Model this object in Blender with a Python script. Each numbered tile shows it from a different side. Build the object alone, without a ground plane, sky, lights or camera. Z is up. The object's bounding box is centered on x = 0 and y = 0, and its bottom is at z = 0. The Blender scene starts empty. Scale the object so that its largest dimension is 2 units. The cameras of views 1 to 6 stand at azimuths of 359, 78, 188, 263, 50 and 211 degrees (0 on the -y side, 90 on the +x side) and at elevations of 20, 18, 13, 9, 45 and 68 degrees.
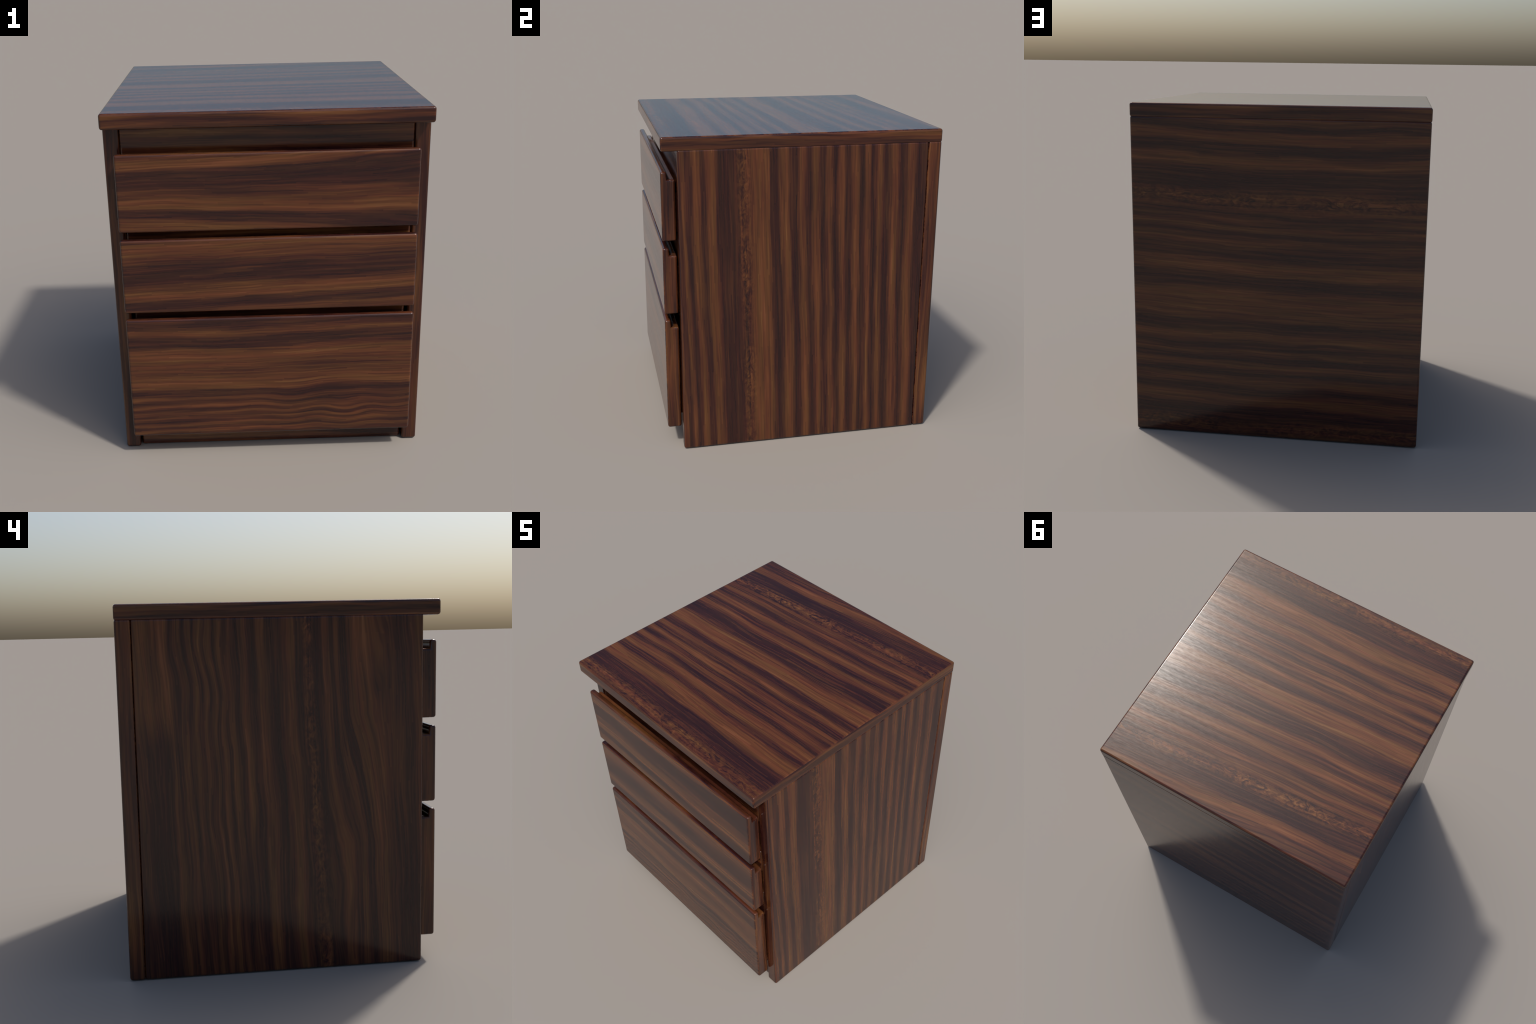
"""Dark rosewood-veneer bedside cabinet with three lipped drawers.
World frame: x = width, -y = front, z = up. All boards are rounded boxes."""
import bpy, bmesh
from mathutils import Vector

R = 0.0145           # edge rounding of every board
HALF = 0.8585        # half width / half depth of the worktop

# ------------------------------------------------------------------ materials
class Nodes:
    """Small helper that adds maths and texture nodes to one material tree."""
    def __init__(self, tree):
        self.t, self.n, self.l = tree, tree.nodes, tree.links

    def put(self, sock, v):
        if isinstance(v, bpy.types.NodeSocket):
            self.l.new(v, sock)
        else:
            sock.default_value = v

    def math(self, op, a, b=0.0, c=0.0, clamp=False):
        nd = self.n.new("ShaderNodeMath")
        nd.operation, nd.use_clamp = op, clamp
        for s, v in zip(nd.inputs, (a, b, c)):
            self.put(s, v)
        return nd.outputs[0]

    def add(self, a, b): return self.math("ADD", a, b)
    def sub(self, a, b): return self.math("SUBTRACT", a, b)
    def mul(self, a, b): return self.math("MULTIPLY", a, b)
    def mad(self, a, b, c): return self.math("MULTIPLY_ADD", a, b, c)

    def vec(self, x, y, z):
        nd = self.n.new("ShaderNodeCombineXYZ")
        for s, v in zip(nd.inputs, (x, y, z)):
            self.put(s, v)
        return nd.outputs[0]

    def noise(self, g, c, gs, cs, seed, detail=2.0, rough=0.5, dist=0.0):
        """Noise stretched along the grain; returns a value centred on zero."""
        nd = self.n.new("ShaderNodeTexNoise")
        nd.noise_dimensions = "3D"
        self.put(nd.inputs["Vector"], self.vec(self.mul(g, gs), self.mul(c, cs), seed))
        nd.inputs["Scale"].default_value = 1.0
        nd.inputs["Detail"].default_value = detail
        nd.inputs["Roughness"].default_value = rough
        nd.inputs["Distortion"].default_value = dist
        return self.sub(nd.outputs["Fac"], 0.5)

    def smooth(self, v, lo, hi):
        nd = self.n.new("ShaderNodeMapRange")
        nd.interpolation_type = "SMOOTHSTEP"
        self.put(nd.inputs["Value"], v)
        nd.inputs["From Min"].default_value, nd.inputs["From Max"].default_value = lo, hi
        return nd.outputs["Result"]

    def ramp(self, v, stops):
        nd = self.n.new("ShaderNodeValToRGB")
        e = nd.color_ramp.elements
        while len(e) > 1:
            e.remove(e[-1])
        for i, (p, col) in enumerate(stops):
            el = e[0] if i == 0 else e.new(p)
            el.position, el.color = p, (*col, 1.0)
        self.l.new(v, nd.inputs["Fac"])
        return nd.outputs["Color"]

    def tint(self, fac, a, b):
        nd = self.n.new("ShaderNodeMix")
        nd.data_type, nd.blend_type = "RGBA", "MIX"
        self.put(nd.inputs[0], fac)
        self.put(nd.inputs[6], a)
        self.put(nd.inputs[7], b)
        return nd.outputs[2]

    def times(self, a, b):
        nd = self.n.new("ShaderNodeMix")
        nd.data_type, nd.blend_type = "RGBA", "MULTIPLY"
        nd.inputs[0].default_value = 1.0
        self.put(nd.inputs[6], a)
        self.put(nd.inputs[7], b)
        return nd.outputs[2]


PALETTE = [(0.00, (0.0175, 0.0046, 0.0052)), (0.22, (0.031, 0.0090, 0.0066)),
           (0.45, (0.065, 0.0205, 0.0092)), (0.70, (0.109, 0.0385, 0.0132)),
           (1.00, (0.170, 0.0705, 0.0255))]


def rosewood(name, grain, cross, bands=None, lean=0.0, fan=0.0, bow=0.0, mid=0.0,
             figure=(), patches=(), shears=(), ripples=(), seed=0.0, band_scale=26.0, wobble=1.0, clear=1.0):
    """Polished rosewood veneer.
    grain/cross: axis letters of the fibre direction and of the direction across it.
    bands: (position across, lightness) pairs of the broad dark and light growth bands
           measured on the middle line; None lets noise place them (board edges).
    clear: how strongly the bands stand out against the fibres.
    ripples: (across, width, along, length, height, wavelength) of locally wavy bands.
    lean, fan, bow: how the bands drift along the grain.
    figure: (position, width, strength) of curly figured lines; patches: soft (grain range, cross range, change)."""
    m = bpy.data.materials.new(name)
    m.use_nodes = True
    N = Nodes(m.node_tree)
    N.n.clear()
    out = N.n.new("ShaderNodeOutputMaterial")
    bsdf = N.n.new("ShaderNodeBsdfPrincipled")
    N.l.new(bsdf.outputs[0], out.inputs[0])
    tc = N.n.new("ShaderNodeTexCoord")
    sep = N.n.new("ShaderNodeSeparateXYZ")
    N.l.new(tc.outputs["Object"], sep.inputs[0])
    g, c = sep.outputs["xyz".index(grain)], sep.outputs["xyz".index(cross)]

    # straighten the drifting bands, then let them waver
    drift = N.mul(g, N.mad(N.sub(c, mid), fan, lean))
    cw = N.sub(N.sub(c, drift), N.mul(N.mul(g, g), bow))
    for c0, w, g0, reach, slope in shears:                    # bands that lean locally
        d = N.math("DIVIDE", N.sub(c, c0), w)
        run = N.math("MINIMUM", N.math("MAXIMUM", N.sub(g, g0), -reach), reach)
        cw = N.sub(cw, N.mul(N.mul(run, slope), N.math("EXPONENT", N.mul(N.mul(d, d), -1.0))))
    for c0, w, g0, gw, height, wave in ripples:
        d = N.math("DIVIDE", N.sub(c, c0), w)
        e = N.math("DIVIDE", N.sub(g, g0), gw)
        mask = N.math("EXPONENT", N.mul(N.mad(d, d, N.mul(e, e)), -1.0))
        turn = N.mad(N.noise(g, c, 1.5, 4.0, seed + 43.0, 1.0), 3.0, N.mul(g, 6.2832 / wave))
        cw = N.mad(N.mul(N.math("SINE", turn), mask), height, cw)
    cw = N.mad(N.noise(g, c, 0.9, 2.0, seed, 1.0), 0.050 * wobble, cw)
    cw = N.mad(N.noise(g, c, 2.6, 9.0, seed + 3.1, 2.0), 0.032 * wobble, cw)
    cs = cw                                                   # fibres keep to this smoother course
    cw = N.mad(N.noise(g, c, 3.6, 75.0, seed + 5.7, 3.0, 0.6), 0.026, cw)

    if bands:
        bands = sorted(bands)
        lo, hi = bands[0][0], bands[-1][0]
        nd = N.n.new("ShaderNodeFloatCurve")
        cv = nd.mapping.curves[0]
        pts = [((p - lo) / (hi - lo), v) for p, v in bands]
        cv.points[0].location, cv.points[1].location = pts[0], pts[-1]
        for p in pts[1:-1]:
            cv.points.new(*p)
        for p in cv.points:
            p.handle_type = "AUTO_CLAMPED"
        nd.mapping.update()
        N.l.new(N.math("DIVIDE", N.sub(cw, lo), hi - lo, clamp=True), nd.inputs["Value"])
        val = N.mad(nd.outputs[0], 0.64 * clear, 0.46 - 0.32 * clear)
    else:
        val = N.mad(N.noise(g, cw, 0.9, band_scale, seed + 9.0, 1.0), 1.6, 0.39)

    # fibres: long streaks, fine hairs, and short strips that stop abruptly
    streak = N.noise(g, cs, 1.5, 62.0, seed + 11.0, 3.0, 0.6)
    hair = N.noise(g, cs, 4.0, 190.0, seed + 13.0, 2.0, 0.6)
    row = N.math("FLOOR", N.mul(cs, 105.0))
    wn = N.n.new("ShaderNodeTexWhiteNoise"); wn.noise_dimensions = "1D"
    N.l.new(row, wn.inputs["W"])
    cell = N.math("FLOOR", N.add(N.mul(g, 4.2), N.mul(wn.outputs["Value"], 7.0)))
    wn2 = N.n.new("ShaderNodeTexWhiteNoise"); wn2.noise_dimensions = "2D"
    N.l.new(N.vec(row, cell, 0.0), wn2.inputs["Vector"])
    fade = N.math("SINE", N.mul(N.math("FRACT", N.mul(cs, 105.0)), 3.14159))
    strip = N.mul(N.sub(wn2.outputs["Value"], 0.5), fade)
    broad = N.noise(g, c, 1.1, 7.0, seed + 17.0, 2.0)
    val = N.mad(streak, 1.0 / clear, val)
    val = N.mad(hair, 0.30, val)
    val = N.mad(strip, 0.20, val)
    val = N.mad(broad, 0.40, val)
    for (g0, g1), (c0, c1), soft, amount in patches:
        edge_c = N.mad(N.noise(g, c, 1.0, 30.0, seed + 23.0, 2.0), 0.5, 0.0)
        gw = N.mad(edge_c, 0.35, g)
        mask = N.mul(N.mul(N.smooth(gw, g0 - soft, g0 + soft), N.sub(1.0, N.smooth(gw, g1 - soft, g1 + soft))),
                     N.mul(N.smooth(cw, c0 - 0.035, c0 + 0.035), N.sub(1.0, N.smooth(cw, c1 - 0.035, c1 + 0.035))))
        val = N.mad(mask, amount, val)
    for c0, w, amount in figure:
        d = N.math("DIVIDE", N.sub(cw, c0), w)
        mask = N.math("EXPONENT", N.mul(N.mul(d, d), -1.0))
        mask = N.mul(mask, N.mad(N.smooth(N.noise(g, c, 3.2, 6.0, seed + 41.0, 1.0), -0.2, 0.1), 0.5, 0.5))
        curl = N.add(N.noise(g, c, 16.0, 29.0, seed + 29.0, 2.0, 0.55, 1.8), 0.06)
        val = N.mad(N.mul(curl, mask), amount, val)

    colour = N.ramp(val, PALETTE)
    hue = N.add(N.noise(g, cw, 1.4, 34.0, seed + 31.0, 2.0), 0.5)
    hue = N.smooth(hue, 0.32, 0.68)
    colour = N.times(colour, N.tint(hue, (1.04, 0.92, 1.00, 1.0), (0.96, 1.06, 0.94, 1.0)))
    N.l.new(colour, bsdf.inputs["Base Color"])

    pores = N.noise(g, c, 22.0, 95.0, seed + 37.0, 2.0, 0.6)
    N.l.new(N.math("ADD", N.mad(pores, 0.09, N.mad(streak, 0.10, 0.155)), 0.0, clamp=True), bsdf.inputs["Roughness"])
    bsdf.inputs["IOR"].default_value = 1.46
    bump = N.n.new("ShaderNodeBump")
    bump.inputs["Strength"].default_value = 0.014
    bump.inputs["Distance"].default_value = 0.004
    N.l.new(N.add(pores, N.mul(hair, 0.6)), bump.inputs["Height"])
    N.l.new(bump.outputs[0], bsdf.inputs["Normal"])
    return m


# Broad bands: (position across the grain, lightness 0..1), read on the middle line of each face.
TOP_BANDS = [(-.855, .30), (-.82, .42), (-.78, .22), (-.72, .05), (-.655, .08), (-.61, .85), (-.54, .75),
             (-.505, .15), (-.45, .82), (-.415, .6), (-.385, .12), (-.335, .72), (-.30, .10), (-.255, .76),
             (-.205, .12), (-.16, .76), (-.105, .06), (-.06, .7), (-.02, .82), (.05, .66), (.09, .18), (.16, .08),
             (.20, .62), (.23, .70), (.265, .14), (.30, .42), (.335, .78), (.365, .38), (.40, .12), (.43, .5),
             (.46, .66), (.49, .28), (.52, .58), (.55, .16), (.60, .36), (.63, .14), (.70, .06), (.735, .14),
             (.765, .76), (.80, .82), (.835, .25), (.855, .35)]
RIGHT_BANDS = [(-.765, .5), (-.746, .15), (-.72, .66), (-.693, .12), (-.648, .7), (-.606, .14), (-.565, .7),
               (-.535, .62), (-.50, .10), (-.42, .16), (-.375, .34), (-.35, .36), (-.315, .66), (-.235, .74),
               (-.205, .55), (-.175, .08), (-.145, .22), (-.10, .66), (-.052, .08), (.0, .7), (.043, .1),
               (.083, .68), (.128, .1), (.162, .66), (.203, .1), (.242, .7), (.286, .1), (.334, .66), (.371, .1),
               (.409, .68), (.443, .12), (.481, .68), (.523, .08), (.576, .68), (.625, .08), (.677, .7),
               (.735, .08), (.774, .4)]
LEFT_BANDS = [(-.765, .55), (-.735, .4), (-.69, .12), (-.60, .2), (-.55, .55), (-.48, .66), (-.44, .2), (-.405, .1),
              (-.366, .66), (-.326, .14), (-.284, .68), (-.23, .12), (-.175, .3), (-.125, .12), (-.07, .62),
              (-.03, .3), (.02, .06), (.08, .7), (.134, .12), (.172, .62), (.212, .12), (.25, .62), (.268, .22),
              (.297, .68), (.318, .2), (.341, .62), (.366, .16), (.391, .62), (.414, .18), (.436, .6), (.466, .16),
              (.496, .6), (.533, .16), (.571, .66), (.61, .38), (.68, .42), (.73, .45), (.774, .2)]
BACK_BANDS = [(0.0, .2), (.06, .3), (.14, .08), (.185, .3), (.23, .66), (.285, .10), (.345, .64), (.395, .08),
              (.445, .64), (.492, .1), (.528, .62), (.571, .1), (.624, .66), (.69, .06), (.73, .6), (.82, .72),
              (.90, .5), (.953, .08), (1.01, .66), (1.05, .72), (1.09, .5), (1.134, .14), (1.19, .46), (1.215, .55),
              (1.25, .14), (1.289, .62), (1.315, .26), (1.336, .5), (1.362, .18), (1.402, .56), (1.42, .2),
              (1.455, .42), (1.50, .16), (1.60, .06), (1.635, .5), (1.668, .7), (1.70, .5), (1.742, .06),
              (1.77, .3), (1.80, .72), (1.835, .4), (1.866, .08), (1.895, .55), (1.93, .3)]
DRAWER_BANDS = [
    [(1.367, .55), (1.382, .66), (1.405, .4), (1.425, .12), (1.45, .08), (1.468, .3), (1.492, .82), (1.53, .66),
     (1.56, .42), (1.59, .32), (1.63, .10), (1.705, .10), (1.722, .45), (1.74, .76), (1.765, .8), (1.787, .5)],
    [(.90, .45), (.916, .68), (.94, .4), (.96, .10), (.985, .2), (1.01, .8), (1.05, .68), (1.085, .34), (1.11, .12),
     (1.18, .14), (1.215, .42), (1.25, .6), (1.292, .78), (1.322, .55)],
    [(.13, .3), (.145, .3), (.163, .62), (.184, .2), (.206, .64), (.226, .24), (.244, .62), (.262, .22), (.281, .62),
     (.299, .24), (.318, .66), (.338, .22), (.36, .6), (.388, .14), (.41, .16), (.44, .78), (.485, .66), (.53, .5),
     (.585, .56), (.64, .8), (.675, .66), (.705, .14), (.75, .14), (.785, .66), (.805, .3), (.83, .16), (.862, .45)]]

MAT = {
    "top": rosewood("rosewood_top", "x", "y", TOP_BANDS, lean=0.055, fan=0.060, figure=[(.585, .042, 2.5), (-.81, .055, 1.5)], seed=1.0, clear=0.9),
    "right": rosewood("rosewood_right_side", "z", "y", [(p + .033, v) for p, v in RIGHT_BANDS], lean=-0.03,
                      mid=0.0, figure=[(-.327, .034, 1.6)], seed=4.0, wobble=0.5, clear=1.12),
    "left": rosewood("rosewood_left_side", "z", "y", [(p - .04, v) for p, v in LEFT_BANDS], lean=0.04,
                     figure=[(-.215, .028, 2.0)], seed=8.0, wobble=1.25, shears=[(-.40, .13, 1.05, .35, .20)],
                     ripples=[(.40, .16, 1.62, .38, .015, .48)],
                     patches=[((1.36, 3.0), (.52, .74), .12, .16), ((-1.0, 1.34), (.555, .70), .12, -.20),
                              ((1.66, 3.0), (-.66, -.54), .14, .18), ((.95, 1.40), (-.70, -.60), .20, .14)]),
    "back": rosewood("rosewood_back", "x", "z", BACK_BANDS, lean=0.02, bow=0.025, figure=[(1.45, .045, 1.8), (.05, .05, 1.2)], seed=12.0),
    "edge_x": rosewood("rosewood_edge_across", "x", "z", seed=16.0),
    "edge_y": rosewood("rosewood_edge_deep", "y", "z", seed=20.0),
    "edge_z": rosewood("rosewood_edge_upright", "z", "y", seed=24.0, band_scale=18.0),
    "stile_z": rosewood("rosewood_stile", "z", "x", seed=28.0, band_scale=18.0),
    "rail": rosewood("rosewood_rail", "x", "z", seed=32.0, band_scale=14.0),
    "inside": rosewood("rosewood_inside", "x", "y", seed=36.0, band_scale=12.0),
}
DRAWER_SHAPE = [dict(lean=.01, fan=.30, mid=1.59), dict(lean=.03, mid=1.1), dict(lean=.015, mid=.5, ripples=[(.27, .17, .42, .42, .011, .33), (.42, .10, .30, .30, .014, .60)])]
for i, (b, s) in enumerate(zip(DRAWER_BANDS, DRAWER_SHAPE)):
    MAT["drawer%d" % i] = rosewood("rosewood_drawer_front", "x", "z", b, seed=40.0 + 4 * i, wobble=(.9, .9, 1.0)[i], **s)

# ------------------------------------------------------------------ geometry
root = bpy.data.objects.new("bedside_cabinet", None)
bpy.context.scene.collection.objects.link(root)
root["label"] = "dark polished rosewood bedside cabinet with three lipped drawers"
root["category"] = "bedside cabinet"


def finish(bm, name, looks, parent=root, rounding=R):
    """Round the convex edges, give each face the look of the way it faces, and link the part.
    looks: material keys for faces across x, y and z."""
    bmesh.ops.recalc_face_normals(bm, faces=bm.faces)
    order = list(dict.fromkeys(looks))
    for f in bm.faces:
        n = [abs(v) for v in f.normal]
        f.material_index = order.index(looks[n.index(max(n))])
    if rounding:
        edges = [e for e in bm.edges if e.is_convex and e.calc_face_angle(0) > 0.5]
        bmesh.ops.bevel(bm, geom=edges, offset=rounding, offset_type="OFFSET", segments=4, profile=0.5,
                        affect="EDGES", material=-1)
    me = bpy.data.meshes.new(name)
    bm.to_mesh(me)
    bm.free()
    for k in order:
        me.materials.append(MAT[k])
    for p in me.polygons:
        p.use_smooth = True
    ob = bpy.data.objects.new(name, me)
    bpy.context.scene.collection.objects.link(ob)
    ob.parent = parent
    w = ob.modifiers.new("flat_faces_round_edges", "WEIGHTED_NORMAL")
    w.keep_sharp, w.weight = True, 100
    return ob


def add_box(bm, lo, hi):
    v = [bm.verts.new((x, y, z)) for x in (lo[0], hi[0]) for y in (lo[1], hi[1]) for z in (lo[2], hi[2])]
    for a in ((0, 1, 3, 2), (4, 6, 7, 5), (0, 4, 5, 1), (2, 3, 7, 6), (0, 2, 6, 4), (1, 5, 7, 3)):
        bm.faces.new([v[i] for i in a])


def board(name, lo, hi, looks, parent=root, rounding=R):
    bm = bmesh.new()
    add_box(bm, lo, hi)
    return finish(bm, name, looks, parent, rounding)


FRONT, SEAM, SIDE_IN, JOINT = -0.764, 0.7735, 0.773, 1.925

board("worktop", (-HALF, -HALF, 1.9155), (HALF, HALF, 2.0), ("edge_y", "edge_x", "top"))
board("side_panel", (SIDE_IN, FRONT, 0.0), (0.8572, SEAM + .0005, JOINT), ("right", "stile_z", "inside"))
board("side_panel", (-0.8572, FRONT, 0.0), (-SIDE_IN, SEAM + .0005, JOINT), ("left", "stile_z", "inside"))
board("back_panel", (-0.8572, SEAM - .0005, 0.0), (0.8572, 0.8572, JOINT), ("edge_z", "back", "inside"))

# front rails seen above and between the drawers, and the recessed kick board
board("front_rail", (-0.7725, -0.761, 1.66), (0.7725, -0.68, 1.92), ("edge_z", "rail", "inside"))
board("front_rail", (-0.7725, -0.761, 1.20), (0.7725, -0.68, 1.39), ("edge_z", "rail", "inside"))
board("front_rail", (-0.7590, -0.748, 0.72), (0.7590, -0.68, 0.96), ("edge_z", "rail", "inside"))
board("kick_board", (-0.7665, -0.742, 0.0), (0.7630, -0.66, 0.18), ("edge_z", "rail", "inside"))
board("floor_panel", (-0.772, -0.66, 0.10), (0.772, 0.7725, 0.15), ("inside", "inside", "inside"), rounding=0.003)

# drawers: front with a finger groove behind a tall lip, and a plain box behind it
LIP_FRONT, LIP_BACK, FRONT_BACK, GROOVE = -0.857, -0.8190, -0.7700, 0.048
DRAWER_X = (-0.7980, 0.7918)
DRAWERS = [(1.363, 1.786, 1.39, 1.66), (0.8987, 1.322, 0.96, 1.20), (0.1265, 0.8595, 0.18, 0.72)]
for i, (bottom, top, box_lo, box_hi) in enumerate(DRAWERS):
    bm = bmesh.new()
    profile = [(LIP_FRONT, bottom), (FRONT_BACK, bottom), (FRONT_BACK, top - GROOVE), (LIP_BACK, top - GROOVE),
               (LIP_BACK, top), (LIP_FRONT, top)]
    ends = [[bm.verts.new((x, y, z)) for y, z in profile] for x in DRAWER_X]
    bm.faces.new(ends[0])
    bm.faces.new(ends[1][::-1])
    for a in range(len(profile)):
        b = (a + 1) % len(profile)
        bm.faces.new((ends[0][a], ends[1][a], ends[1][b], ends[0][b]))
    drawer = finish(bm, "drawer", ("edge_z", "drawer%d" % i, "edge_x"))
    bm = bmesh.new()
    lo, hi = box_lo + .012, box_hi - .012
    add_box(bm, (-.73, -.7705, lo), (.73, -.745, hi))          # inner front, joined to the drawer front
    add_box(bm, (-.73, -.7445, lo), (-.70, .70, hi))
    add_box(bm, (.70, -.7445, lo), (.73, .70, hi))
    add_box(bm, (-.6995, .67, lo), (.6995, .70, hi))
    add_box(bm, (-.6995, -.7445, lo + .01), (.6995, .6695, lo + .03))
    finish(bm, "drawer_box", ("inside", "inside", "inside"), drawer, 0.003)
